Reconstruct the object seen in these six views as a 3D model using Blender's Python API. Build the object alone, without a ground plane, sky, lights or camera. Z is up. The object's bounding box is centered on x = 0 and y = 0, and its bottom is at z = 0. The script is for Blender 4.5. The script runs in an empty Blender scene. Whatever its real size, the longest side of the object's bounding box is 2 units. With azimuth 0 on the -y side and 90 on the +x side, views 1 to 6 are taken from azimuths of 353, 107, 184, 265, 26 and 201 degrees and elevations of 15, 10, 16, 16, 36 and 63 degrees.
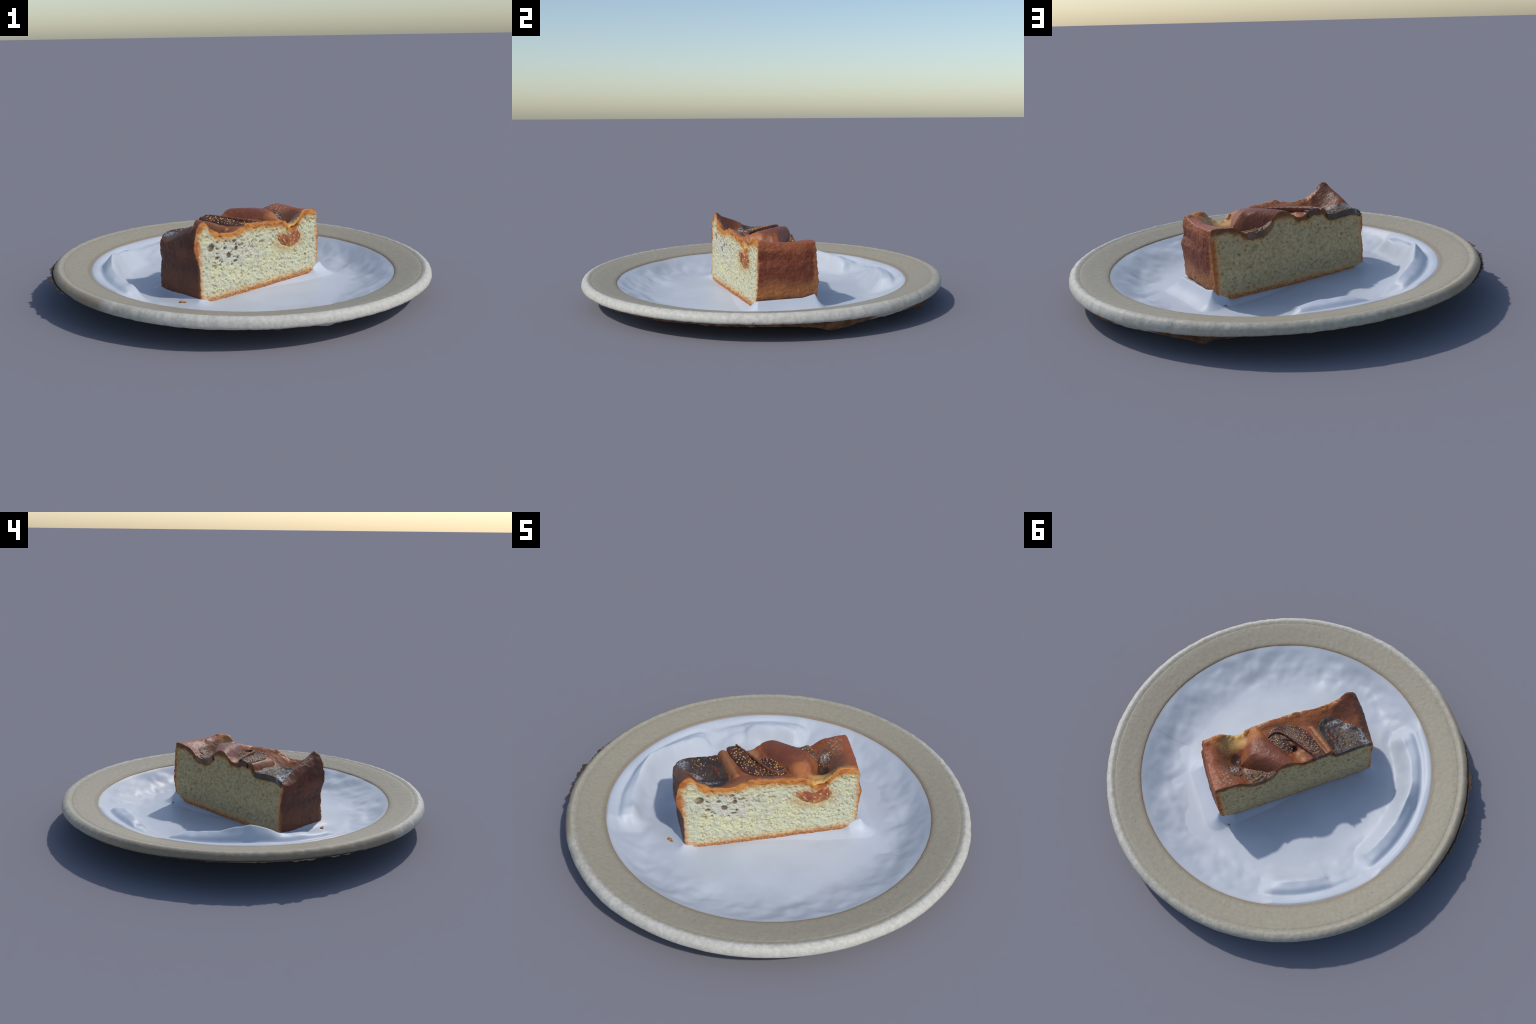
import bpy, math
import numpy as np
from mathutils import Vector, noise

RNG = np.random.default_rng(11)
rad = math.radians

# ------------------------------------------------------------------ helpers
def smooth(a, b, x):
    u = np.clip((np.asarray(x, float) - a) / (b - a), 0, 1)
    return u * u * (3 - 2 * u)

def fbm(P, scale, octaves=3, off=0.0):
    """fractal gradient noise at points P (n,3) -> (n,)"""
    out = np.empty(len(P)); o = Vector((off, off * 1.7, -off))
    for i, p in enumerate(P):
        v = Vector(p) * scale + o
        s = 0.0; a = 1.0
        for _ in range(octaves):
            s += a * noise.noise(v); v = v * 2.03; a *= 0.5
        out[i] = s
    return out

def new_mesh(name, verts, faces, mat, parent=None, normals=None, flat=False):
    me = bpy.data.meshes.new(name)
    me.from_pydata(np.asarray(verts, float).tolist(), [], [tuple(f) for f in faces])
    me.update()
    me.polygons.foreach_set("use_smooth", [not flat] * len(me.polygons))
    if normals is not None:
        me.normals_split_custom_set_from_vertices([tuple(n) for n in normals])
    me.materials.append(mat)
    ob = bpy.data.objects.new(name, me)
    bpy.context.scene.collection.objects.link(ob)
    if parent is not None:
        ob.parent = parent
    return ob

def grid_faces(nu, nv, wrap_v=False, flip=False, base=0):
    f = []
    for i in range(nu - 1):
        for j in range(nv if wrap_v else nv - 1):
            k = (j + 1) % nv
            q = (base + i * nv + j, base + (i + 1) * nv + j, base + (i + 1) * nv + k, base + i * nv + k)
            f.append(q[::-1] if flip else q)
    return f

def catmull(points, n, closed=False):
    P = np.asarray(points, float); m = len(P); out = []
    segs = m if closed else m - 1
    for u in np.linspace(0, segs, n, endpoint=not closed):
        i = min(int(u), segs - 1); f = u - i
        if closed:
            a, b, c, d = P[(i - 1) % m], P[i % m], P[(i + 1) % m], P[(i + 2) % m]
        else:
            a, b, c, d = P[max(i - 1, 0)], P[i], P[i + 1], P[min(i + 2, m - 1)]
        out.append(0.5 * (2 * b + (c - a) * f + (2 * a - 5 * b + 4 * c - d) * f**2 + (3 * b - a - 3 * c + d) * f**3))
    return np.array(out)

def soft(x, xs, ys, width, period=None):
    """interpolate a profile and round its corners over the given width"""
    g = np.linspace(xs[0], xs[-1], 1201); v = np.interp(g, xs, ys)
    k = max(3, int(width / (g[1] - g[0]))); w = np.hanning(k + 2)[1:-1]; w /= w.sum()
    v = np.convolve(np.pad(v, k, mode="edge"), w, mode="same")[k:-k]
    return np.interp(x, g, v)

# ------------------------------------------------------------------ node kit
class Nodes:
    def __init__(self, name):
        self.mat = bpy.data.materials.new(name); self.mat.use_nodes = True
        self.t = self.mat.node_tree; self.t.nodes.clear()
        self.out = self.t.nodes.new("ShaderNodeOutputMaterial")
        self.bsdf = self.t.nodes.new("ShaderNodeBsdfPrincipled")
        self.t.links.new(self.bsdf.outputs[0], self.out.inputs[0])
        tc = self.t.nodes.new("ShaderNodeTexCoord"); self.co = tc.outputs["Object"]
        sx = self.t.nodes.new("ShaderNodeSeparateXYZ"); self.t.links.new(self.co, sx.inputs[0])
        self.x, self.y, self.z = sx.outputs
    def put(self, sock, v):
        if isinstance(v, (int, float)): sock.default_value = v
        elif isinstance(v, (tuple, list)):
            sock.default_value = tuple(v) + (1.0,) * (len(sock.default_value) - len(v)) if len(sock.default_value) == 4 else v
        else: self.t.links.new(v, sock)
    def m(self, op, a, b=0.0, c=None, clamp=False):
        n = self.t.nodes.new("ShaderNodeMath"); n.operation = op; n.use_clamp = clamp
        self.put(n.inputs[0], a); self.put(n.inputs[1], b)
        if c is not None: self.put(n.inputs[2], c)
        return n.outputs[0]
    def ramp(self, v, a, b):
        """smoothstep of v from a to b -> 0..1 (a>b inverts)"""
        n = self.t.nodes.new("ShaderNodeMapRange"); n.interpolation_type = "SMOOTHSTEP"
        lo, hi, inv = (a, b, False) if a < b else (b, a, True)
        self.put(n.inputs[0], v); n.inputs[1].default_value = lo; n.inputs[2].default_value = hi
        n.inputs[3].default_value = 1.0 if inv else 0.0; n.inputs[4].default_value = 0.0 if inv else 1.0
        return n.outputs[0]
    def mix(self, f, a, b):
        n = self.t.nodes.new("ShaderNodeMix"); n.data_type = "RGBA"
        self.put(n.inputs[0], f); self.put(n.inputs[6], a); self.put(n.inputs[7], b)
        return n.outputs[2]
    def scaled(self, sc, loc=(0, 0, 0)):
        n = self.t.nodes.new("ShaderNodeMapping"); self.t.links.new(self.co, n.inputs[0])
        n.inputs["Scale"].default_value = sc; n.inputs["Location"].default_value = loc
        return n.outputs[0]
    def noise(self, scale, detail=4.0, rough=0.55, vec=None, dist=0.0):
        n = self.t.nodes.new("ShaderNodeTexNoise"); self.t.links.new(vec or self.co, n.inputs["Vector"])
        n.inputs["Scale"].default_value = scale; n.inputs["Detail"].default_value = detail
        n.inputs["Roughness"].default_value = rough; n.inputs["Distortion"].default_value = dist
        return n.outputs[0]
    def voro(self, scale, vec=None, feature="F1"):
        n = self.t.nodes.new("ShaderNodeTexVoronoi"); n.feature = feature
        self.t.links.new(vec or self.co, n.inputs["Vector"]); n.inputs["Scale"].default_value = scale
        return n.outputs["Distance"]
    def blob(self, c, r, soft=0.5, warp=None):
        """ellipsoidal mask centred at c with radii r: 1 inside, 0 outside"""
        n = self.t.nodes.new("ShaderNodeVectorMath"); n.operation = "SUBTRACT"
        self.t.links.new(self.co, n.inputs[0]); n.inputs[1].default_value = c
        d = self.t.nodes.new("ShaderNodeVectorMath"); d.operation = "DIVIDE"
        self.t.links.new(n.outputs[0], d.inputs[0]); d.inputs[1].default_value = r
        l = self.t.nodes.new("ShaderNodeVectorMath"); l.operation = "LENGTH"; self.t.links.new(d.outputs[0], l.inputs[0])
        v = l.outputs["Value"]
        if warp is not None: v = self.m("ADD", v, warp)
        return self.ramp(v, 1 + soft / 2, 1 - soft / 2)
    def curve(self, v, pts, lo, hi):
        """piecewise curve through pts over v in lo..hi; returns the value"""
        n = self.t.nodes.new("ShaderNodeFloatCurve")
        self.put(n.inputs["Value"], self.m("DIVIDE", self.m("SUBTRACT", v, lo), hi - lo))
        c = n.mapping.curves[0]
        zs = [p[1] for p in pts]; z0, z1 = min(zs), max(zs)
        for k, (a, b) in enumerate(pts):
            q = ((a - lo) / (hi - lo), (b - z0) / (z1 - z0))
            if k < 2: c.points[k].location = q
            else: c.points.new(*q)
        n.mapping.update()
        return self.m("MULTIPLY_ADD", n.outputs[0], z1 - z0, z0)
    def bump(self, h, strength, dist=0.01, prev=None):
        n = self.t.nodes.new("ShaderNodeBump"); self.put(n.inputs["Height"], h)
        n.inputs["Strength"].default_value = strength; n.inputs["Distance"].default_value = dist
        if prev is not None: self.t.links.new(prev, n.inputs["Normal"])
        return n.outputs[0]
    def done(self, colour, rough=0.6, normal=None, spec=0.3, **kw):
        self.put(self.bsdf.inputs["Base Color"], colour); self.put(self.bsdf.inputs["Roughness"], rough)
        self.bsdf.inputs["Specular IOR Level"].default_value = spec
        for k, v in kw.items(): self.bsdf.inputs[k.replace("_", " ")].default_value = v
        if normal is not None: self.t.links.new(normal, self.bsdf.inputs["Normal"])
        return self.mat

# =================================================================== PLATE
PC = (0.010, 0.000); TILT = -0.021           # plate centre, slope along x
# how far the rolled lip reaches down, over azimuth (degrees, metres)
LIP_LOW = ([0, 20, 45, 75, 90, 115, 200, 225, 245, 262, 295, 320, 360], [.004, .006, .012, .012, .004, 0, .002, .010, .014, .013, .008, .005, .004])

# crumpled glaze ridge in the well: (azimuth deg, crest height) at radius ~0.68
RIDGE = [(88, .070), (97, .085), (104, .122), (112, .140), (119, .135), (123, .136), (127, .108), (134, .106), (143, .083),
         (148, .125), (152, .150), (159, .158), (166, .166), (173, .195), (179, .207), (185, .193), (190, .152), (197, .152),
         (204, .136), (210, .140), (216, .095), (224, .075)]

# cake frame
CANG = rad(36.76); CM = np.array([0.0, -0.021]); CZ = 0.030
E1 = np.array([math.cos(CANG), math.sin(CANG)]); E2 = np.array([-E1[1], E1[0]])

def to_cake(x, y):
    dx, dy = x - CM[0], y - CM[1]
    return dx * E1[0] + dy * E1[1], dx * E2[0] + dy * E2[1]

def well_height(x, y):
    dx, dy = x - PC[0], y - PC[1]
    r = np.hypot(dx, dy); th = np.degrees(np.arctan2(dy, dx)) % 360
    # floor falls towards +x; the wall is steep there and gentler on the other sides
    rr = [0, .50, .56, .62, .68, .72, .76, .80]
    gentle = soft(r, rr, [.028, .028, .032, .043, .068, .086, .106, .124], .10)
    steep = soft(r, rr, [.026, .026, .026, .028, .040, .058, .090, .126], .08)
    we = soft(th, [0, 25, 65, 95, 120, 190, 215, 235, 255, 280, 300, 345, 360], [.5, 1, 1, .4, 0, 0, .6, .9, .8, .2, 0, .1, .5], 30)
    z = gentle * (1 - we) + steep * we
    z = z + TILT * smooth(.5, .8, r) * dx - smooth(.76, .55, r) * (.034 * dx + .016 * dy)
    P = np.stack([x, y, 0 * x], -1)
    n1 = fbm(P, 5.0, 2, 3.0); n2 = fbm(P, 11.0, 2, 9.0)
    wall = smooth(.52, .66, r) * smooth(.80, .74, r)
    z = z + wall * (n1 * .013 + n2 * .007) + .0015 * n1
    # the crumpled ridge: crest, steep outer side, trough behind it
    az = np.array([a for a, _ in RIDGE], float); hz = np.array([h for _, h in RIDGE])
    crest = soft(th, np.concatenate([[0, 80], az, [236, 360]]), np.concatenate([[0, 0], hz, [0, 0]]), 6.0) * (1 + .05 * n2)
    rc = .682 + .006 * np.sin(th * .11) + .008 * n1
    zring = .124 + TILT * dx
    up = np.clip((crest - .085) / .03, 0, 1)
    inner = np.exp(-(np.clip(rc - r, 0, None) / (.042 + .008 * smooth(140, 125, th))) ** 2)
    k = np.clip((r - rc) / (.795 - rc), 0, 1); k = (1 - np.exp(-3.2 * k ** 1.25)) / (1 - math.exp(-3.2))
    tent = np.where(r < rc, z + (crest - z) * inner, crest * (1 - k) + (zring - .020 * np.exp(-((r - .742) / .020) ** 2)) * k)
    z = np.where(up > 0, z + (np.where(r < rc, np.maximum(tent, z), tent) - z) * up * smooth(.80, .79, r), z)
    z = np.maximum(z, .007)
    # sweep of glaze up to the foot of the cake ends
    s, t = to_cake(x, y)
    ds = np.clip(np.abs(s) - np.where(s > 0, .448, .428), 0, None); dt = np.clip(np.abs(t) - .158, 0, None)
    d = np.hypot(ds, dt)
    z = np.maximum(z, .031 - .30 * d)
    side = smooth(.30, .45, np.abs(s)) * np.where(s > 0, .046 + .016 * smooth(.08, .17, t), .024)
    z = z + side * np.exp(-d / .029) * smooth(-.01, .03, np.abs(s) - .36)
    return z

def plate_materials():
    n = Nodes("white_glaze")
    a = n.noise(3.0, 3); b = n.noise(40.0, 3)
    c = n.mix(n.ramp(a, .35, .65), (.525, .565, .62), (.58, .62, .68))
    c = n.mix(n.m("MULTIPLY", n.ramp(b, .60, .75), .12), c, (.52, .50, .48))
    streak = n.noise(9.0, 3, vec=n.scaled((.4, 3.0, 1)))
    c = n.mix(n.m("MULTIPLY", n.ramp(streak, .66, .74), .10), c, (.55, .42, .36))
    r = n.m("SQRT", n.m("ADD", n.m("POWER", n.m("SUBTRACT", n.x, PC[0]), 2.0), n.m("POWER", n.m("SUBTRACT", n.y, PC[1]), 2.0)))
    c = n.mix(n.m("MULTIPLY", n.ramp(r, .780, .802), .55), c, (.40, .36, .29))
    well = n.done(c, .45, n.bump(n.noise(25, 4), .05), .35)

    n = Nodes("sand_glaze")
    r = n.m("SQRT", n.m("ADD", n.m("POWER", n.m("SUBTRACT", n.x, PC[0]), 2.0), n.m("POWER", n.m("SUBTRACT", n.y, PC[1]), 2.0)))
    g = n.noise(55.0, 5, .65); big = n.noise(5.0, 3)
    c = n.mix(n.ramp(g, .2, .8), (.34, .30, .22), (.405, .365, .275))
    c = n.mix(n.m("MULTIPLY", n.ramp(big, .4, .65), .35), c, (.37, .32, .24))
    c = n.mix(n.m("MULTIPLY", n.ramp(r, .825, .800), .6), c, (.26, .19, .125))
    rl = n.m("ADD", r, n.m("MULTIPLY", n.m("SUBTRACT", g, .5), .02))
    pale_side = n.ramp(n.m("ADD", n.m("SUBTRACT", n.m("MULTIPLY", n.x, .8), n.m("MULTIPLY", n.y, .6)), n.m("MULTIPLY", n.m("SUBTRACT", big, .5), 1.2)), -.55, .25)  # lip colour paler towards +x and -y, tan on the other sides
    pale = n.mix(pale_side, n.mix(n.ramp(g, .35, .65), (.40, .36, .275), (.48, .445, .36)), n.mix(n.ramp(g, .35, .65), (.52, .495, .425), (.62, .595, .525)))
    c = n.mix(n.ramp(rl, .935, .965), c, pale)
    speck = n.voro(38.0); pick = n.noise(16.0, 2)
    dots = n.m("MULTIPLY", n.ramp(speck, .16, .06), n.ramp(pick, .56, .66))
    c = n.mix(n.m("MULTIPLY", dots, .8), c, (.12, .105, .08))
    # brown tint at the lip on the -x side
    brown_side = n.m("MULTIPLY", n.ramp(n.m("ADD", n.x, n.m("MULTIPLY", big, .6)), -.1, -.55), n.ramp(rl, .952, .972))
    c = n.mix(n.m("MULTIPLY", brown_side, .75), c, (.26, .19, .115))
    bm = n.bump(g, .25, .006); bm = n.bump(dots, -.5, .004, bm)
    rim = n.done(c, .55, bm, .3)

    n = Nodes("bare_clay")
    streaks = n.noise(14, 4, vec=n.scaled((1.6, 1.6, .6))); fine = n.noise(70, 4)
    c = n.mix(n.ramp(streaks, .35, .65), (.07, .036, .020), (.20, .10, .052))
    c = n.mix(n.m("MULTIPLY", n.ramp(fine, .5, .7), .4), c, (.30, .17, .09))
    ang = n.m("ARCTAN2", n.y, n.x)
    def sector(a, w): return n.ramp(n.m("ADD", n.m("ABSOLUTE", n.m("SUBTRACT", ang, rad(a))), n.m("MULTIPLY", n.m("SUBTRACT", streaks, .5), .12)), rad(w) + .05, rad(w) - .03)
    grey = n.m("MAXIMUM", sector(57, 6), n.m("MAXIMUM", sector(-73, 4), sector(-38, 5)))
    c = n.mix(n.m("MULTIPLY", grey, .95), c, (.50, .49, .46))
    c = n.mix(n.m("MULTIPLY", n.ramp(n.m("ADD", n.x, n.m("MULTIPLY", streaks, .3)), -.45, -.75), .8), c, (.075, .055, .040))
    clay = n.done(c, .8, n.bump(streaks, .5, .01), .2)
    return well, rim, clay

def build_plate():
    well_m, rim_m, clay_m = plate_materials()
    plate = bpy.data.objects.new("plate", None); bpy.context.scene.collection.objects.link(plate)
    plate.location = (0, 0, 0)
    plate["label"] = "round stoneware plate with white well and sandy rim"; plate["category"] = "plate"
    NT = 720
    th = np.linspace(0, 2 * np.pi, NT, endpoint=False); ct, st = np.cos(th), np.sin(th)
    # --- white well
    rr = np.concatenate([np.linspace(.004, .40, 60), np.linspace(.404, .803, 130)])
    R, T = np.meshgrid(rr, th, indexing="ij")
    X = PC[0] + R * np.cos(T); Y = PC[1] + R * np.sin(T)
    Z = well_height(X.ravel(), Y.ravel()).reshape(X.shape)
    Z[-1] -= .004
    V = np.stack([X, Y, Z], -1).reshape(-1, 3)
    F = grid_faces(len(rr), NT, True)
    V = np.vstack([V, [PC[0], PC[1], V[:NT, 2].mean()]])
    F += [(len(V) - 1, j, (j + 1) % NT) for j in range(NT)]
    new_mesh("plate_well", V, F, well_m, plate)
    # --- sandy rim with rolled lip: profile (radius, height) from the well edge to under the lip
    prof = catmull([(.792, .112), (.801, .124), (.82, .129), (.86, .138), (.90, .147), (.925, .151), (.934, .151), (.944, .154),
                    (.957, .157), (.972, .152), (.983, .141), (.987, .130), (.985, .121), (.977, .115), (.960, .113)], 70)
    V = []
    P3 = np.stack([ct, st, 0 * ct], -1)
    low = soft(np.degrees(th), *LIP_LOW, 20)
    wob = fbm(P3, 3.0, 3, 5.0) * .004; chip = fbm(P3, 26.0, 3, 15.0)
    for i, (r, z) in enumerate(prof):
        lipw = smooth(.93, .98, r); under = smooth(.150, .118, z) if i > 40 else 0.0
        q = r + lipw * (wob + .0015 * chip)
        V.append(np.stack([PC[0] + q * ct, PC[1] + q * st, z + TILT * q * ct + lipw * .002 * chip - under * low], -1))
    V = np.array(V).reshape(-1, 3)
    V[:, 2] += .0010 * fbm(V, 45.0, 2, 1.0)
    new_mesh("plate_rim", V, grid_faces(len(prof), NT, True), rim_m, plate)
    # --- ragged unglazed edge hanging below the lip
    ND = 1080
    th2 = np.linspace(0, 2 * np.pi, ND, endpoint=False); deg = np.degrees(th2); c2, s2 = np.cos(th2), np.sin(th2)
    P3 = np.stack([c2, s2, 0 * c2], -1)
    big = fbm(P3, 4.0, 2, 2.0); saw = np.abs(fbm(P3, 13.0, 4, 7.0)); spike = np.abs(fbm(P3, 15.0, 2, 21.0))
    drop = np.interp(deg, [0, 25, 33, 38, 45, 52, 63, 70, 77, 80, 88, 105, 128, 137, 142, 150, 180, 210, 240, 265, 280, 286, 292, 320, 340, 360],
                     [.018, .020, .034, .058, .036, .024, .018, .030, .054, .022, .006, .002, .004, .020, .004, .004, .006, .006, .002, .002, .006, .018, .006, .010, .016, .018])
    drop = drop + .006 * big + .016 * saw * (.4 + spike)
    low = soft(deg, *LIP_LOW, 20)
    flare = np.interp(deg, [0, 140, 158, 176, 196, 210, 220, 360], [0, 0, .6, 1, .9, .5, 0, 0])
    def skirt(off):
        rows = []
        for k, u in enumerate(np.linspace(0, 1, 9)):
            ri = .978 - .75 * drop * u * (1 - flare) + flare * (.006 * math.sin(u * 3) + .018 * u + .045 * u * saw)
            zi = .122 - low - drop * u * (1 - flare) + .004 * u * flare + .0025 * fbm(np.stack([c2 * 3, s2 * 3, 0 * c2 + u], -1), 9.0, 2, 4.0) * u
            ri = ri - off * (1 - .5 * u)
            rows.append(np.stack([PC[0] + ri * c2, PC[1] + ri * s2, zi + TILT * ri * c2], -1))
        return rows
    rows = skirt(0.0) + skirt(.008)[::-1]
    V = np.array(rows); V[..., 0] = np.clip(V[..., 0], -1.0, 1.0)
    new_mesh("unglazed_edge", V.reshape(-1, 3), grid_faces(len(rows), ND, True), clay_m, plate)
    # --- underside of the plate, hugging the well
    V = []
    for r in np.concatenate([np.linspace(.958, .80, 14), np.linspace(.785, .45, 34), np.linspace(.40, .02, 8)]):
        x, y = PC[0] + r * ct, PC[1] + r * st
        if r > .79: zz = np.interp(r, [.79, .86, .958], [.104, .116, .118]) + TILT * r * ct
        else: zz = well_height(x, y) - .007
        V.append(np.stack([x, y, np.maximum(zz, 0)], -1))
    n_under = len(V); V = np.array(V).reshape(-1, 3)
    new_mesh("plate_underside", V, grid_faces(n_under, NT, True) + [tuple(range(len(V) - NT, len(V)))], clay_m, plate)
    return plate

# =================================================================== CAKE
FRONT_T, BACK_T = -.160, .160
# rim profiles of the slice (position along the edge, height)
FRONT_TOP = [(-.42, .400), (-.39, .425), (-.372, .441), (-.339, .404), (-.314, .384), (-.29, .371), (-.240, .368), (-.190, .362), (-.155, .366), (-.09, .380),
             (-.03, .377), (.01, .375), (.08, .364), (.155, .354), (.183, .346), (.200, .322), (.235, .314), (.277, .338), (.305, .368), (.373, .382), (.42, .360)]
BACK_TOP = [(-.42, .330), (-.40, .340), (-.369, .350), (-.322, .344), (-.236, .346), (-.197, .352), (-.175, .376), (-.125, .376), (-.086, .360), (-.037, .360),
            (-.016, .372), (.015, .394), (.073, .394), (.115, .366), (.142, .336), (.179, .320), (.259, .326), (.283, .340), (.312, .361), (.379, .368), (.44, .370)]
WEST_TOP = [(-.131, .438), (-.093, .415), (-.075, .412), (-.040, .400), (-.010, .388), (.017, .375), (.052, .356), (.10, .340)]
EAST_TOP = [(-.13, .383), (-.10, .376), (-.05, .370), (-.007, .367), (.05, .369), (.10, .371), (.13, .371)]
# the lie of the land between the rims: pocket of the left fig, fig bed in the middle, deep right pocket
INNER = [(-.389, .108, .334), (-.33, -.008, .329), (-.236, .035, .322), (-.20, -.035, .320), (-.235, -.085, .326), (-.31, -.055, .330), (-.30, .10, .335), (-.302, -.113, .368),
         (-.36, -.07, .385), (-.22, .11, .330), (-.37, .05, .345),
         (.088, -.074, .345), (-.01, -.085, .352), (-.09, -.07, .356), (-.10, .0, .362), (-.11, .08, .372), (-.105, .138, .376), (-.05, .03, .364),
         (-.06, .09, .366), (.03, -.02, .350), (-.02, .05, .345), (-.04, .11, .350), (-.14, -.10, .360),
         (.06, -.12, .362), (-.05, -.12, .374), (.12, .0, .355), (.10, .08, .355),
         (.36, -.13, .380), (.335, -.13, .374), (.36, -.05, .350), (.385, -.02, .366), (.375, .109, .364), (.34, .08, .346), (.30, .049, .312),
         (.286, -.015, .276), (.30, -.05, .300), (.25, .06, .300), (.241, .116, .312), (.19, .12, .314), (.24, -.12, .318), (.25, -.07, .310),
         (.22, -.02, .310), (.32, .13, .352), (.33, .02, .318)]
ctrl = np.array([(s, FRONT_T + .008, z) for s, z in FRONT_TOP] + [(s, BACK_T, z) for s, z in BACK_TOP] +
                [(-.392, t, z) for t, z in WEST_TOP] + [(-.430, t, z - .030) for t, z in WEST_TOP] +
                [(.405, t, z) for t, z in EAST_TOP] + [(.445, t, z - .006) for t, z in EAST_TOP] + INNER)

def rbf(ctrl):
    D = np.hypot(ctrl[:, None, 0] - ctrl[None, :, 0], ctrl[:, None, 1] - ctrl[None, :, 1])
    n = len(ctrl); A = np.zeros((n + 3, n + 3)); A[:n, :n] = D ** 1.6 - np.eye(n) * 2e-4
    Q = np.stack([np.ones(n), ctrl[:, 0], ctrl[:, 1]], 1); A[:n, n:] = Q; A[n:, :n] = Q.T
    w = np.linalg.solve(A, np.concatenate([ctrl[:, 2], [0, 0, 0]]))
    def f(s, t):
        s = np.asarray(s, float).ravel(); t = np.asarray(t, float).ravel(); out = w[n] + w[n + 1] * s + w[n + 2] * t
        for k in range(n): out = out + w[k] * np.hypot(s - ctrl[k, 0], t - ctrl[k, 1]) ** 1.6
        return out
    return f
bed = rbf(ctrl)

def smax(a, b, k):
    h = np.clip(.5 + .5 * (a - b) / k, 0, 1)
    return b * (1 - h) + a * h + k * h * (1 - h)

# the big fold of dough: for each t its west and east foot and its crest height
ROLL_T = [-.165, -.14, -.10, -.05, .0, .03, .06, .10, .13, .165]
ROLL_W = [.110, .108, .100, .085, .056, .035, .022, .002, -.012, -.022]
ROLL_E = [.176, .182, .200, .228, .252, .258, .232, .182, .150, .112]
ROLL_H = [.345, .353, .369, .386, .394, .396, .397, .397, .394, .391]
STRAP = catmull([(-.140, -.06, .354), (-.152, -.02, .362), (-.163, .03, .370), (-.172, .07, .375), (-.182, .115, .378), (-.188, .165, .378)], 40)

def roll_h(s, t):
    w = np.interp(t, ROLL_T, ROLL_W); e = np.interp(t, ROLL_T, ROLL_E); h = np.interp(t, ROLL_T, ROLL_H)
    u = (s - (w + e) / 2) / ((e - w) / 2)
    return h + .004 * np.cos(u * 2.2) - .060 * np.abs(u) ** 3.2 - .005 * u

def strap_h(s, t):
    c = np.interp(t, STRAP[:, 1], STRAP[:, 0]); h = np.interp(t, STRAP[:, 1], STRAP[:, 2])
    u = (s - c) / .022
    return h - .020 * np.abs(u) ** 2.4 - np.clip(-.05 - t, 0, None) * 2

def top_height(s, t):
    s = np.asarray(s, float); t = np.asarray(t, float); shp = s.shape; s = s.ravel(); t = t.ravel()
    z = bed(s, t)
    z = smax(z, np.maximum(roll_h(s, t), .2), .008)
    z = smax(z, np.maximum(strap_h(s, t), .2), .006)
    z = z - .020 * np.exp(-(((s + .022) / .012) ** 2 + ((t - .045) / .016) ** 2))      # dark slit beside the split fig
    # torn nubs and gashes of dough around the notch, knobs on the corners, wrinkle on the strap
    for a, b, w, h in ((.186, -.135, .013, .009), (.206, -.140, .011, -.012), (.230, -.138, .014, .007), (.256, -.142, .010, -.004), (.336, -.132, .022, .006),
                       (.303, -.140, .010, -.006), (-.300, -.112, .016, .006), (-.272, -.130, .012, -.004), (-.090, -.140, .012, .005), (-.115, -.140, .009, -.004),
                       (.395, -.10, .014, -.003), (.215, .03, .018, .005), (.245, -.02, .014, -.008), (.02, .12, .014, .003), (-.06, .15, .012, -.006)):
        z = z + h * np.exp(-(((s - a) / w) ** 2 + ((t - b) / w) ** 2))
    return z.reshape(shp)

# end walls: outline of the slice end as position s over height z, at the front and back corners
Z_END = [.020, .038, .060, .093, .150, .210, .250, .283, .310, .330, .370, .410, .45]
WEST_F = [-.395, -.408, -.418, -.420, -.416, -.414, -.424, -.436, -.446, -.444, -.432, -.418, -.395]
WEST_B = [-.400, -.412, -.425, -.424, -.419, -.414, -.424, -.428, -.424, -.414, -.400, -.40, -.40]
EAST_F = [.365, .380, .408, .427, .431, .438, .442, .424, .426, .429, .420, .41, .40]
EAST_B = [.385, .398, .425, .440, .445, .448, .449, .448, .447, .446, .438, .43, .43]

def end_s(side, t, z):
    v = smooth(FRONT_T, BACK_T, t)
    F, B = (WEST_F, WEST_B) if side < 0 else (EAST_F, EAST_B)
    belly = (.008 if side < 0 else .009) * np.clip(1 - ((t - .01) / .16) ** 2, 0, 1) * smooth(.02, .09, z)
    return np.interp(z, Z_END, F) * (1 - v) + np.interp(z, Z_END, B) * v + side * (belly + (.002 if side < 0 else .002))

def cut_t(side, z):
    # slight belly of the two cut faces over height
    zz = [.02, .06, .15, .25, .34, .45]
    return np.interp(z, zz, [-.156, -.158, -.151, -.147, -.145, -.134]) if side < 0 else np.interp(z, zz, [.150, .161, .165, .158, .147, .142])

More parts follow.
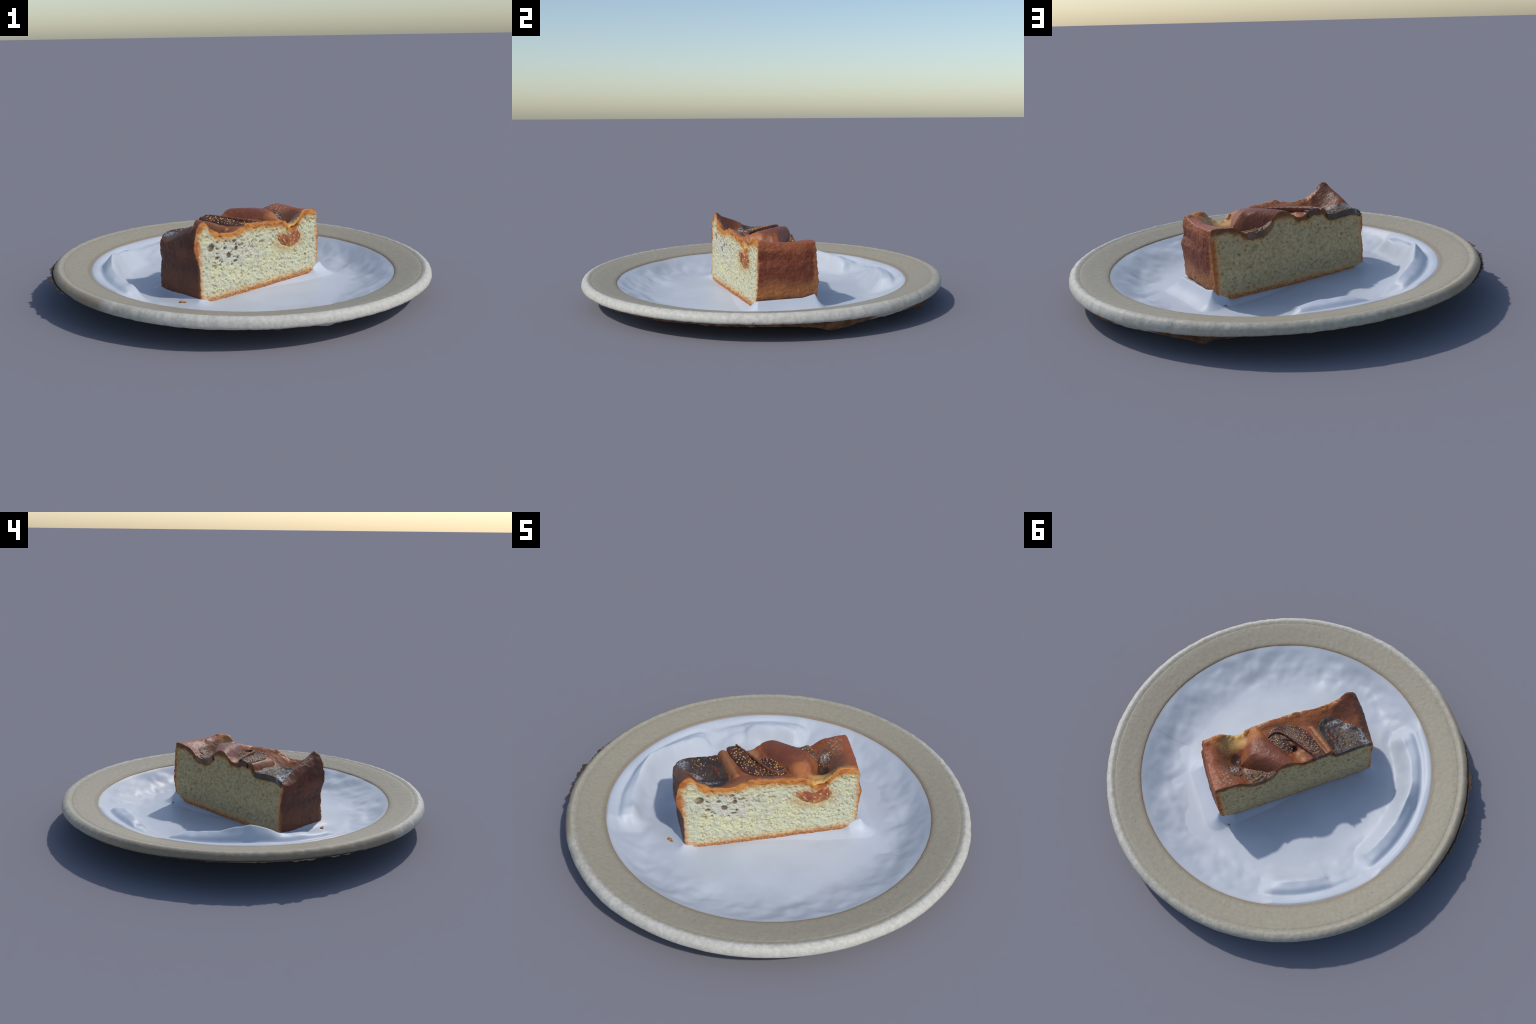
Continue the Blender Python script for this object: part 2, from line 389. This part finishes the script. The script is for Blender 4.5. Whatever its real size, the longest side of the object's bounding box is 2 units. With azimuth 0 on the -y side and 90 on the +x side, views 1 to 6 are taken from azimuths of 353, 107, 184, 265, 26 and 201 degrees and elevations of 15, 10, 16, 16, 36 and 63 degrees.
def build_cake_surface():
    """one closed surface over the unit box (a along, b across, c up); returns verts, faces, region per face"""
    NA, NB, NC = 400, 156, 150
    a = np.linspace(0, 1, NA); b = np.linspace(0, 1, NB); c = np.linspace(0, 1, NC)
    ids = {}; coords = []; faces = []; region = []
    def vid(i, j, k):
        key = (i, j, k)
        if key not in ids:
            ids[key] = len(coords); coords.append((i, j, k))
        return ids[key]
    A1, B1, C1 = NA - 1, NB - 1, NC - 1
    def patch(n1, n2, fn, reg):
        for p in range(n1):
            for q in range(n2):
                faces.append((vid(*fn(p, q)), vid(*fn(p + 1, q)), vid(*fn(p + 1, q + 1)), vid(*fn(p, q + 1)))); region.append(reg)
    patch(A1, B1, lambda p, q: (p, q, C1), "top")
    patch(A1, C1, lambda p, q: (p, 0, q), "front")
    patch(A1, C1, lambda p, q: (A1 - p, B1, q), "back")
    patch(B1, C1, lambda p, q: (0, B1 - p, q), "west")
    patch(B1, C1, lambda p, q: (A1, p, q), "east")
    patch(A1, B1, lambda p, q: (A1 - p, q, 0), "bottom")
    IJK = np.array(coords, float)
    ua, ub, uc = IJK[:, 0] / A1, IJK[:, 1] / B1, IJK[:, 2] / C1
    s = -.43 + .87 * ua; t = FRONT_T + (BACK_T - FRONT_T) * ub
    for _ in range(3):                      # settle the coupled outline
        zt = top_height(s, t)
        z = .026 + (zt - .026) * uc
        t = (cut_t(-1, z) - .002) * (1 - ub) + (cut_t(1, z) + .014 * s / .43) * ub
        s = end_s(-1, t, z) * (1 - ua) + end_s(1, t, z) * ua
    zt = top_height(s, t); z = .026 + (zt - .026) * uc
    V = np.stack([s, t, z], -1)
    F = np.array(faces); reg = np.array(region)
    # round the box edges
    edgy = np.sort(np.stack([np.minimum(ua, 1 - ua) * .87, np.minimum(ub, 1 - ub) * .32, np.minimum(uc, 1 - uc) * .33], -1), 1)[:, 1]
    w = smooth(.016, .004, edgy)[:, None]
    n = len(V); E = np.concatenate([F[:, [0, 1]], F[:, [1, 2]], F[:, [2, 3]], F[:, [3, 0]]])
    E = np.concatenate([E, E[:, ::-1]])
    deg = np.bincount(E[:, 0], minlength=n)[:, None]
    for _ in range(14):
        acc = np.stack([np.bincount(E[:, 0], V[E[:, 1], k], n) for k in range(3)], -1) / deg
        V = V + .6 * w * (acc - V)
    return V, F, reg, (ua, ub, uc)

def vert_normals(V, F):
    a = V[F[:, 2]] - V[F[:, 0]]; b = V[F[:, 3]] - V[F[:, 1]]
    fn = np.cross(a, b); N = np.zeros_like(V)
    for k in range(4):
        for c in range(3): N[:, c] += np.bincount(F[:, k], fn[:, c], len(V))
    return N / np.maximum(np.linalg.norm(N, axis=1), 1e-12)[:, None]

# large pores read off the cut face (s, z, half-width, half-height, depth)
PORES = [(-.337, .305, .018, .017, .012), (-.172, .272, .010, .010, .010), (-.133, .284, .011, .009, .006), (-.300, .243, .012, .008, .008),
         (-.222, .246, .014, .014, .009), (-.180, .208, .014, .006, .008), (-.185, .312, .012, .008, .006), (.003, .272, .016, .010, .008),
         (.329, .140, .009, .008, .008), (-.339, .108, .007, .010, .007), (-.280, .228, .008, .006, .007), (-.137, .238, .010, .012, .006),
         (-.245, .285, .009, .007, .006), (-.10, .24, .009, .007, .005), (.06, .24, .008, .007, .005), (-.02, .30, .010, .005, .005),
         (.10, .10, .007, .006, .005), (.21, .14, .007, .008, .005), (-.16, .085, .010, .005, .006), (-.36, .36, .008, .007, .005), (.246, .316, .022, .011, .018)]

def relief(V, N, reg_w):
    """crumb pores, lumps of crumb, wrinkles of crust: displacement along the normals"""
    out = np.zeros(len(V))
    n_mid = fbm(V * [1, 1, 1.15], 45.0, 3, 2.0); n_fine = fbm(V, 130.0, 2, 8.0); n_big = fbm(V, 13.0, 2, 6.0)
    cut = reg_w["cut"]
    out += cut * (.0050 * n_mid + .0018 * n_fine + .003 * n_big)
    for sign, seed in ((-1, 3), (1, 4)):
        m = np.where((cut > .05) & (N[:, 1] * sign > .3))[0]
        S, Z = V[m, 0], V[m, 2]; acc = np.zeros(len(m))
        rng = np.random.default_rng(seed)
        pores = [(rng.uniform(-.40, .42), rng.uniform(.06, .36), *(rng.uniform(.003, .0085) * np.array([1, rng.uniform(.6, 1.2)])), rng.uniform(.003, .0080)) for _ in range(330)]
        if sign < 0: pores += [(a, b, c * 1.2, d * 1.2, e * 1.3) for a, b, c, d, e in PORES]
        for s0, z0, a, b, d in pores:
            if sign < 0 and .11 < s0 < .31 and .19 < z0 < .305: continue
            near = (np.abs(S - s0) < a * 1.3) & (np.abs(Z - z0) < b * 1.3)
            q = ((S[near] - s0) / a) ** 2 + ((Z[near] - z0) / b) ** 2
            acc[near] = np.maximum(acc[near], d * np.clip(1.15 - q, 0, 1) ** .8)
        out[m] -= acc * cut[m]
    out += reg_w["end"] * (.0022 * n_mid + .0010 * n_fine + .0035 * n_big)
    lip = reg_w["top"] * smooth(-.10, -.135, V[:, 1]) + reg_w["cut"] * smooth(.06, .0, top_height(V[:, 0], V[:, 1] * 0 - .14) - V[:, 2]) * (V[:, 1] < 0)
    out += lip * (.0035 + .007 * fbm(V, 24.0, 3, 31.0))
    out += reg_w["top"] * (.0012 * n_mid + .0005 * n_fine + .0020 * n_big)
    return out

def cake_materials():
    G = {}
    lo, hi = -.45, .45
    front_pts = [(-.45, .395)] + FRONT_TOP[1:-1] + [(.45, .36)]
    back_pts = [(-.45, .33)] + BACK_TOP[1:-1] + [(.45, .37)]
    GOLD, ORANGE, RED, BURNT = (.54, .225, .056), (.38, .120, .034), (.27, .075, .026), (.085, .030, .017)

    # ---- crumb
    n = Nodes("crumb")
    nz = n.noise(60, 4, .6); nb = n.noise(14, 3); nv = n.noise(120, 3)
    z = n.m("ADD", n.z, CZ)
    c = n.mix(n.ramp(nb, .35, .65), (.56, .555, .40), (.62, .59, .375))
    c = n.mix(n.m("MULTIPLY", n.ramp(nz, .52, .70), .55), c, (.70, .68, .53))
    c = n.mix(n.m("MULTIPLY", n.ramp(nz, .46, .30), .55), c, (.37, .35, .25))
    cells = n.voro(75, vec=n.scaled((1, 1, 1.1))); pick = n.noise(22, 2)
    spots = n.m("MULTIPLY", n.ramp(cells, .38, .22), n.ramp(pick, .44, .58))
    c = n.mix(n.m("MULTIPLY", spots, .75), c, (.32, .27, .16))
    grey = n.blob((-.20, -.16, .265 - CZ), (.15, .06, .065), .9, n.m("MULTIPLY", n.m("SUBTRACT", nb, .5), 1.2))
    c = n.mix(n.m("MULTIPLY", grey, .55), c, (.54, .52, .47))
    # rear cut tinted darker and browner, carrying part of the scan's shade
    c = n.mix(n.m("MULTIPLY", n.ramp(n.y, -.02, .06), .85), c, n.mix(n.ramp(nz, .35, .65), (.36, .26, .13), (.49, .37, .20)))
    # dark brown pores inside the grey patch: places deeper than the cut plane
    deep = n.m("MULTIPLY", n.ramp(n.y, -.1465, -.141), n.ramp(n.y, .0, -.02))
    c = n.mix(n.m("MULTIPLY", n.m("MULTIPLY", deep, n.blob((-.22, -.16, .265 - CZ), (.17, .06, .075), .3)), .9), c, (.13, .085, .06))
    c = n.mix(n.m("MULTIPLY", n.m("MULTIPLY", deep, n.ramp(nb, .40, .60)), .5), c, (.33, .24, .13))
    # amber halo of the embedded fig
    halo = n.blob((.205, -.16, .245 - CZ), (.115, .05, .060), .6, n.m("MULTIPLY", n.m("SUBTRACT", nz, .5), .8))
    c = n.mix(n.m("MULTIPLY", halo, .55), c, (.50, .30, .10))
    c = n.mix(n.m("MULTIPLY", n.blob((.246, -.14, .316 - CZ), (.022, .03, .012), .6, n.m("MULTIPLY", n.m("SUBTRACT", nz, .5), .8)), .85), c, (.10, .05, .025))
    jag = n.noise(55, 4, .7, vec=n.scaled((1.6, 1.6, .45)))
    jz = n.m("MULTIPLY", n.m("SUBTRACT", jag, .5), .055)
    # browned bottom
    zb = n.m("ADD", z, jz)
    c = n.mix(n.m("MULTIPLY", n.ramp(zb, .088, .048), .75), c, (.62, .34, .14))
    c = n.mix(n.ramp(zb, .062, .040), c, n.mix(n.ramp(nv, .4, .6), (.36, .125, .045), (.55, .25, .10)))
    # browned ends
    xe = n.m("ADD", n.m("MAXIMUM", n.m("SUBTRACT", n.x, .012), n.m("MULTIPLY", n.x, -1.0)), n.m("MULTIPLY", n.m("SUBTRACT", nz, .5), .045))
    c = n.mix(n.m("MULTIPLY", n.ramp(xe, .385, .420), .8), c, (.60, .32, .13))
    c = n.mix(n.ramp(xe, .405, .428), c, (.40, .13, .042))
    # browned top edge, front and back
    zt = n.mix(n.ramp(n.y, -.01, .01), n.curve(n.x, front_pts, lo, hi), n.curve(n.x, back_pts, lo, hi))
    dz = n.m("ADD", n.m("SUBTRACT", zt, z), n.m("MULTIPLY", n.m("SUBTRACT", nz, .5), .022))
    dz = n.m("ADD", dz, n.m("MULTIPLY", n.m("SUBTRACT", nb, .5), .03))
    c = n.mix(n.m("MULTIPLY", n.ramp(dz, .062, .028), .8), c, (.58, .37, .16))
    c = n.mix(n.ramp(dz, .038, .016), c, n.mix(n.ramp(nb, .4, .6), GOLD, ORANGE))
    # back edge bakes darker and carries fig juice
    back = n.ramp(n.y, .10, .13)
    c = n.mix(n.m("MULTIPLY", n.m("MULTIPLY", back, n.ramp(dz, .050, .010)), .75), c, (.10, .055, .035))
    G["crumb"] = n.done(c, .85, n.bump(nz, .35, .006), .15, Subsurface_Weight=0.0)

    # ---- baked end walls
    n = Nodes("side_crust")
    nb = n.noise(9, 4, .6); nz = n.noise(45, 4, .65); nf = n.noise(150, 3)
    z = n.m("ADD", n.z, CZ)
    zz = n.m("ADD", z, n.m("MULTIPLY", n.m("SUBTRACT", nb, .5), .16))
    c = n.mix(n.ramp(zz, .20, .12), (.185, .042, .018), (.36, .125, .036))
    c = n.mix(n.ramp(zz, .085, .055), c, (.24, .065, .028))
    c = n.mix(n.ramp(zz, .30, .36), c, (.33, .095, .036))
    c = n.mix(n.m("MULTIPLY", n.ramp(nz, .5, .70), .35), c, (.42, .15, .05))
    c = n.mix(n.m("MULTIPLY", n.ramp(nz, .45, .30), .4), c, (.13, .034, .018))
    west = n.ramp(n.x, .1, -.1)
    c = n.mix(n.m("MULTIPLY", west, .78), c, n.mix(n.ramp(nb, .4, .65), (.060, .019, .012), (.13, .038, .019)))  # west end coloured darker than the east to keep some of its shade
    edge = n.ramp(n.m("ADD", n.m("ABSOLUTE", n.y), n.m("MULTIPLY", n.m("SUBTRACT", nz, .5), .05)), .135, .162)
    c = n.mix(n.m("MULTIPLY", edge, .75), c, (.46, .165, .05))
    flour = n.m("MULTIPLY", n.ramp(n.voro(60), .16, .07), n.m("MULTIPLY", n.ramp(z, .20, .30), n.ramp(nb, .48, .6)))
    c = n.mix(n.m("MULTIPLY", n.m("MULTIPLY", flour, n.ramp(n.x, -.1, .1)), .6), c, (.62, .52, .46))
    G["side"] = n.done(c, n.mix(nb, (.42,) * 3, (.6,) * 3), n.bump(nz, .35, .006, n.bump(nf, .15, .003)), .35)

    # ---- top crust
    n = Nodes("top_crust")
    nb = n.noise(9, 4, .6); nz = n.noise(40, 4, .65); nf = n.noise(160, 3)
    c = n.mix(n.ramp(nb, .35, .65), (.22, .060, .026), (.32, .105, .038))
    c = n.mix(n.m("MULTIPLY", n.ramp(nz, .50, .70), .35), c, (.42, .17, .06))
    yw = n.m("ADD", n.y, n.m("MULTIPLY", n.m("SUBTRACT", nb, .5), .07))
    c = n.mix(n.m("MULTIPLY", n.ramp(yw, -.055, -.125), .75), c, ORANGE)
    c = n.mix(n.ramp(yw, -.120, -.155), c, n.mix(n.ramp(nz, .4, .6), GOLD, ORANGE))
    w1 = n.m("MULTIPLY", n.m("SUBTRACT", nb, .5), 1.0)
    def patch(cc, r, col, k, soft=.7):
        nonlocal c
        c = n.mix(n.m("MULTIPLY", n.blob(cc, r, soft, w1), k), c, col)
    patch((.255, -.125, .315 - CZ), (.085, .055, .05), (.72, .44, .13), .9)          # pale torn notch
    patch((.31, -.10, .32 - CZ), (.05, .05, .06), (.55, .33, .12), .7)
    patch((.36, -.14, .38 - CZ), (.05, .04, .05), (.62, .24, .06), .7)
    patch((-.165, .04, .36 - CZ), (.03, .11, .04), (.34, .150, .062), .7)            # strap of dough
    patch((.09, .05, .40 - CZ), (.10, .11, .05), (.165, .046, .026), .75)             # browned crown of the fold
    patch((.17, -.10, .36 - CZ), (.07, .055, .05), (.46, .165, .052), .7)
    patch((-.37, -.085, .41 - CZ), (.10, .10, .08), (.13, .040, .020), .85)          # burnt corner
    patch((-.41, .06, .35 - CZ), (.035, .12, .06), (.13, .045, .024), .75)
    patch((-.302, -.155, .385 - CZ), (.06, .03, .03), (.56, .22, .06), .8)
    patch((.42, .0, .37 - CZ), (.028, .20, .05), (.33, .085, .034), .8)              # red east rim
    patch((.33, .03, .33 - CZ), (.05, .09, .05), (.20, .085, .040), .75)          # glazed inner wall of the deep pocket
    patch((-.25, -.06, .34 - CZ), (.10, .035, .04), (.15, .058, .028), .6)
    patch((.285, -.01, .285 - CZ), (.035, .04, .03), (.05, .028, .018), .9, .5)      # dark bottom of the deep pocket
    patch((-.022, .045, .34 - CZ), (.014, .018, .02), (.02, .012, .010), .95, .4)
    patch((-.037, .105, .355 - CZ), (.025, .035, .02), (.42, .19, .08), .8)
    fl = n.m("MULTIPLY", n.ramp(n.noise(70, 4, .75), .50, .66), 1.0)
    dust = n.m("MAXIMUM", n.blob((.375, .09, .366 - CZ), (.035, .065, .04), .8, w1), n.m("MULTIPLY", n.blob((-.40, .09, .345 - CZ), (.03, .06, .03), .8, w1), .8))
    dust = n.m("MAXIMUM", dust, n.m("MULTIPLY", n.blob((.20, -.10, .35 - CZ), (.025, .05, .04), .8, w1), .5))
    c = n.mix(n.m("MULTIPLY", n.m("MULTIPLY", dust, fl), .55), c, (.66, .56, .50))
    pits = n.ramp(n.voro(34), .10, .05)
    c = n.mix(n.m("MULTIPLY", n.m("MULTIPLY", pits, n.ramp(nb, .5, .6)), .6), c, (.12, .04, .02))
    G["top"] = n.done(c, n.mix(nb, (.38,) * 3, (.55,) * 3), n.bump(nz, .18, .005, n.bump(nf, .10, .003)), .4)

    # ---- figs
    def fig(name, dark, mid, glow, dust):
        n = Nodes(name)
        nb = n.noise(16, 4, .65); nz = n.noise(90, 4, .7)
        c = n.mix(n.ramp(nb, .38, .62), dark, mid)
        c = n.mix(n.m("MULTIPLY", n.ramp(nz, .55, .70), .5), c, glow)
        if dust is not None:
            w = n.m("MULTIPLY", n.m("SUBTRACT", nb, .5), 1.2); d = None
            for cc, r in dust:
                b = n.blob(cc, r, .9, w); d = b if d is None else n.m("MAXIMUM", d, b)
            c = n.mix(n.m("MULTIPLY", n.m("MULTIPLY", d, n.ramp(nz, .42, .58)), .7), c, (.52, .50, .50))
        return n.done(c, .45, n.bump(nz, .5, .005), .4)
    z0 = .335 - CZ
    G["fig_charred"] = fig("charred_fig", (.040, .028, .023), (.072, .048, .038), (.13, .065, .04),
                           [((-.385, .095, z0), (.03, .05, .03)), ((-.335, .0, z0), (.035, .02, .03)), ((-.28, -.045, z0), (.05, .014, .03)), ((-.39, .05, z0), (.02, .03, .03))])
    G["fig_dark"] = fig("baked_fig", (.055, .026, .018), (.11, .045, .030), (.22, .09, .045), None)
    G["fig_pocket"] = fig("pocket_fig", (.09, .045, .028), (.20, .10, .055), (.34, .18, .08), [((.31, .05, .325 - CZ), (.022, .022, .03)), ((.25, .07, .31 - CZ), (.016, .02, .03))])
    G["fig_fresh"] = fig("moist_fig", (.26, .06, .026), (.50, .20, .07), (.62, .33, .13), None)
    n = Nodes("fig_skin"); nb = n.noise(30, 4)
    G["skin"] = n.done(n.mix(nb, (.10, .038, .024), (.26, .10, .055)), .5, n.bump(nb, .3, .005), .35)
    n = Nodes("fig_stem"); nb = n.noise(35, 4, .7)
    G["stem"] = n.done(n.mix(n.ramp(nb, .35, .65), (.075, .026, .018), (.17, .055, .032)), .5, n.bump(nb, .5, .006), .35)
    n = Nodes("fig_seed"); nb = n.noise(45, 2)
    G["seed"] = n.done(n.mix(n.ramp(nb, .35, .65), (.34, .15, .05), (.66, .38, .14)), .35, None, .5)
    n = Nodes("crumb_bit"); G["bit"] = n.done(n.mix(n.noise(60), (.40, .14, .04), (.56, .25, .08)), .8)
    return G

def icosphere():
    import bmesh
    bm = bmesh.new(); bmesh.ops.create_icosphere(bm, subdivisions=1, radius=1)
    V = np.array([v.co[:] for v in bm.verts]); F = [tuple(v.index for v in f.verts) for f in bm.faces]; bm.free()
    return V, F

def seeds(name, spots, size, mat, parent, rng):
    """spots: (position, normal) list -> one joined mesh of small seeds"""
    SV, SF = icosphere(); V = []; F = []
    for p, nrm in spots:
        k = size * rng.uniform(.65, 1.25); ang = rng.uniform(0, 6.28)
        nv = np.asarray(nrm) / np.linalg.norm(nrm); u = np.cross(nv, [math.cos(ang), math.sin(ang), .3]); u /= np.linalg.norm(u); v = np.cross(nv, u)
        base = len(V) and sum(len(x) for x in V)
        V.append(p + SV @ np.array([u * k * 1.15, v * k * .85, nv * k * .75])); F += [tuple(i + base for i in f) for f in SF]
    ob = new_mesh(name, np.vstack(V), F, mat, parent); ob["kind"] = "stuff"
    return ob

def inside(poly, x, y):
    hit = False; n = len(poly)
    for i in range(n):
        (x1, y1), (x2, y2) = poly[i], poly[(i + 1) % n]
        if (y1 > y) != (y2 > y) and x < (x2 - x1) * (y - y1) / (y2 - y1) + x1: hit = not hit
    return hit

def fig_slab(name, outline, lift, depth, mat, parent, dome=.004, rough=.0025, back=None, seed=0):
    """a slice of fig bedded in the dough: its top follows the bed, its rim drops into it"""
    O = catmull(outline, 150, True)
    if np.sum(O[:, 0] * np.roll(O[:, 1], -1) - O[:, 1] * np.roll(O[:, 0], -1)) < 0: O = O[::-1].copy()
    cen = O.mean(0); nr = 34
    rows = []
    lev = list(np.linspace(.03, .90, nr)) + [.95, .98, 1.0, 1.0, 1.0]
    low = [0] * nr + [.0012, .0035, .008, depth * .5, depth]
    for q, l in zip(lev, low):
        p = cen + (O - cen) * q
        if back is not None: p[:, 1] = np.minimum(p[:, 1], back + .014 * p[:, 0] / .43)
        z = bed(p[:, 0], p[:, 1]) + lift + dome * (1 - q * q)
        z = z + rough * fbm(np.stack([p[:, 0], p[:, 1], 0 * z], -1), 60, 3, 3.0 + seed) + .0025 * fbm(np.stack([p[:, 0], p[:, 1], 0 * z], -1), 22, 2, seed)
        rows.append(np.stack([p[:, 0], p[:, 1], z - l - CZ], -1))
    V = np.vstack(rows); m = len(O); c0 = rows[0].mean(0); V = np.vstack([V, c0])
    F = grid_faces(len(lev), m, True) + [(len(V) - 1, j, (j + 1) % m) for j in range(m)]
    return new_mesh(name, V, F, mat, parent), O

def build_cake():
    G = cake_materials()
    cake = bpy.data.objects.new("cake_slice", None); bpy.context.scene.collection.objects.link(cake)
    cake.location = (CM[0], CM[1], CZ); cake.rotation_euler = (0, 0, CANG)
    cake["label"] = "slice of fig cake with browned crust and pale crumb"; cake["category"] = "cake"
    V, F, reg, (ua, ub, uc) = build_cake_surface()
    N = vert_normals(V, F)
    # region weights fade towards the borders so that the relief joins up
    def weight(names):
        m = np.isin(reg, names); w = np.zeros(len(V)); cnt = np.zeros(len(V))
        for k in range(4):
            w += np.bincount(F[:, k], m.astype(float), len(V)); cnt += np.bincount(F[:, k], None, len(V))
        return w / cnt
    W = {"cut": weight(["front", "back", "bottom"]), "end": weight(["west", "east"]), "top": weight(["top"])}
    fade = smooth(0, .05, np.minimum(uc, 1 - uc)); W["cut"] = W["cut"] * (.3 + .7 * fade)
    V = V + N * relief(V, N, W)[:, None]
    N = vert_normals(V, F)
    Vl = V - [0, 0, CZ]
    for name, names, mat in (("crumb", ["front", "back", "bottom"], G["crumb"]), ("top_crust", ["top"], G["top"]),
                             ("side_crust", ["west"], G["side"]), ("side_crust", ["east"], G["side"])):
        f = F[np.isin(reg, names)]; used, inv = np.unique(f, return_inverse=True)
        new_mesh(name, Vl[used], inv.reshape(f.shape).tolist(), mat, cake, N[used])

    rng = np.random.default_rng(5)
    def strew(fig, outline, count, size, region=None, margin=.94):
        me = fig.data; top = [(np.array(v.co), np.array(v.normal)) for v in me.vertices if v.normal.z > .6]
        O = [tuple(p) for p in (outline.mean(0) + (outline - outline.mean(0)) * margin)]
        pts = np.array([p for p, _ in top]); got = []
        tries = 0
        lo, hi = outline.min(0), outline.max(0)
        while len(got) < count and tries < 6000:
            tries += 1
            x, y = rng.uniform(lo, hi)
            if y > .138 + .014 * x / .43 or not inside(O, x, y) or (region and not region(x, y)): continue
            if top_height(np.array([x]), np.array([y]))[0] - CZ > pts[:, 2].max() + .02: continue
            if any((g[0][0] - x) ** 2 + (g[0][1] - y) ** 2 < (size * 2.0) ** 2 for g in got): continue
            k = np.argmin((pts[:, 0] - x) ** 2 + (pts[:, 1] - y) ** 2)
            got.append((np.array([x, y, pts[k, 2] + size * .15]), top[k][1]))
        if got: seeds("fig_seeds", got, size, G["seed"], fig, rng)

    o1 = [(-.178, -.025), (-.196, -.066), (-.238, -.094), (-.290, -.072), (-.340, -.012), (-.382, .041), (-.410, .099), (-.412, .150), (-.36, .166), (-.30, .166), (-.24, .164), (-.212, .150), (-.198, .10), (-.185, .045)]
    f1, O = fig_slab("fig_slice", o1, .004, .030, G["fig_charred"], cake, .004, .003, BACK_T - .0065, 1)
    strew(f1, O, 22, .0044, lambda x, y: (y > .085 and x > -.36) or (abs(x + .31) < .03 and y > .01), .96)
    # reddish stem scar on the charred fig
    th = np.linspace(0, 2 * np.pi, 36, endpoint=False)
    scar = [(-.234 + .015 * math.cos(a) - .014 * math.sin(a), .040 + .046 * math.sin(a)) for a in th[::3]]
    fig_slab("fig_stem", scar, .0085, .012, G["stem"], cake, .004, .003, None, 4)
    o2 = [(.094, -.060), (.078, -.092), (.045, -.105), (.0, -.102), (-.050, -.088), (-.102, -.044), (-.128, .015), (-.144, .07), (-.160, .125), (-.158, .166), (-.125, .168), (-.098, .158), (-.080, .10), (-.048, .03), (-.014, -.035), (.04, -.066)]
    f2, O = fig_slab("fig_slice", o2, .006, .030, G["fig_dark"], cake, .004, .002, BACK_T - .0065, 2)
    strew(f2, O, 80, .0046)
    o3 = [(.100, -.060), (.052, -.070), (.012, -.032), (-.012, .020), (-.010, .062), (.012, .072), (.050, .030), (.082, -.020)]
    f3, O = fig_slab("fig_slice", o3, .003, .025, G["fig_dark"], cake, .005, .002, None, 3)
    strew(f3, O, 30, .0050)
    # thin folded skin standing along the split of the middle fig
    spine = catmull([(.092, -.060, .358), (.060, -.072, .365), (.030, -.068, .369), (.006, -.046, .373), (-.020, -.006, .378), (-.045, .038, .383), (-.072, .085, .386), (-.098, .128, .390), (-.112, .160, .388)], 90)
    rows = []
    for i, p in enumerate(spine):
        d = spine[min(i + 1, 89)] - spine[max(i - 1, 0)]; d /= np.linalg.norm(d); side = np.cross(d, [0, 0, 1]); side /= np.linalg.norm(side)
        taper = .55 + .45 * math.sin(math.pi * i / 89); wob = .0012 * math.sin(i * .9)
        rows.append([p + side * (math.cos(a) * .0052 * taper + wob) + np.array([0, 0, math.sin(a) * (.009 if math.sin(a) > 0 else .024) * taper * .8 - CZ - .004]) for a in np.linspace(0, 2 * np.pi, 14, endpoint=False)])
    Vf = np.array(rows).reshape(-1, 3)
    new_mesh("fig_skin", Vf, grid_faces(90, 14, True) + [tuple(range(14))[::-1], tuple(range(89 * 14, 90 * 14))], G["skin"], f2)
    # fig pieces in the deep pocket
    o4 = [(.268, .040), (.220, .045), (.165, .085), (.118, .140), (.125, .168), (.18, .170), (.245, .168), (.268, .13), (.274, .08)]
    f4, O = fig_slab("fig_slice", o4, .005, .035, G["fig_pocket"], cake, .006, .004, BACK_T - .0065, 6)
    strew(f4, O, 22, .0046, lambda x, y: y > .06)
    o5 = [(.345, .040), (.325, .010), (.288, .012), (.268, .050), (.280, .095), (.325, .090)]
    f5, O = fig_slab("fig_slice", o5, .002, .025, G["fig_pocket"], cake, .005, .006, None, 7)
    strew(f5, O, 8, .0044)
    # crescent of moist fig in the cut face
    upper = catmull([(.116, .284), (.140, .296), (.165, .288), (.200, .274), (.228, .285), (.258, .300), (.285, .285), (.296, .250)], 40)
    lower = catmull([(.116, .284), (.130, .255), (.155, .228), (.195, .206), (.235, .202), (.272, .212), (.290, .230), (.296, .250)], 40)
    rows = []
    for k in np.linspace(0, 1, 22):
        p = upper * (1 - k) + lower * k
        e = np.sin(np.pi * np.clip(k, .0, 1)) ** .5 * np.sin(np.pi * np.linspace(0, 1, 40)) ** .4
        y = -.1425 - .0155 * e + .003 * fbm(np.stack([p[:, 0], p[:, 1], 0 * e], -1), 60, 3, 2.0)
        rows.append(np.stack([p[:, 0], y, p[:, 1] - CZ], -1))
    V2 = np.array(rows)
    f6 = new_mesh("fig_slice", V2.reshape(-1, 3), grid_faces(22, 40), G["fig_fresh"], cake)
    m = f6.modifiers.new("body", "SOLIDIFY"); m.thickness = .012; m.offset = -1
    got = []
    for _ in range(34):
        i = int(rng.integers(6, 17)); j = int(rng.integers(3, 37)); got.append((V2[i, j] + [0, -.0006, 0], (0, -1, .1)))
    seeds("fig_seeds", got, .0050, G["seed"], f6, rng)
    # stray bits on the plate beside the slice
    SV, SF = icosphere()
    for (x, y, k) in ((-.335, -.385, .011), (-.318, -.393, .007), (.205, .395, .006)):
        zz = well_height(np.array([x]), np.array([y]))[0]
        Vb = SV * np.array([1.3, .8, .55]) * k * (1 + .25 * fbm(SV, 2.0, 2, x)[:, None])
        ob = new_mesh("cake_crumb", Vb, SF, G["bit"]); ob.location = (x, y, zz + k * .3)
        ob["label"] = "small browned crumb fallen from the cake"; ob["category"] = "crumb"
    return cake

plate = build_plate()
build_cake()
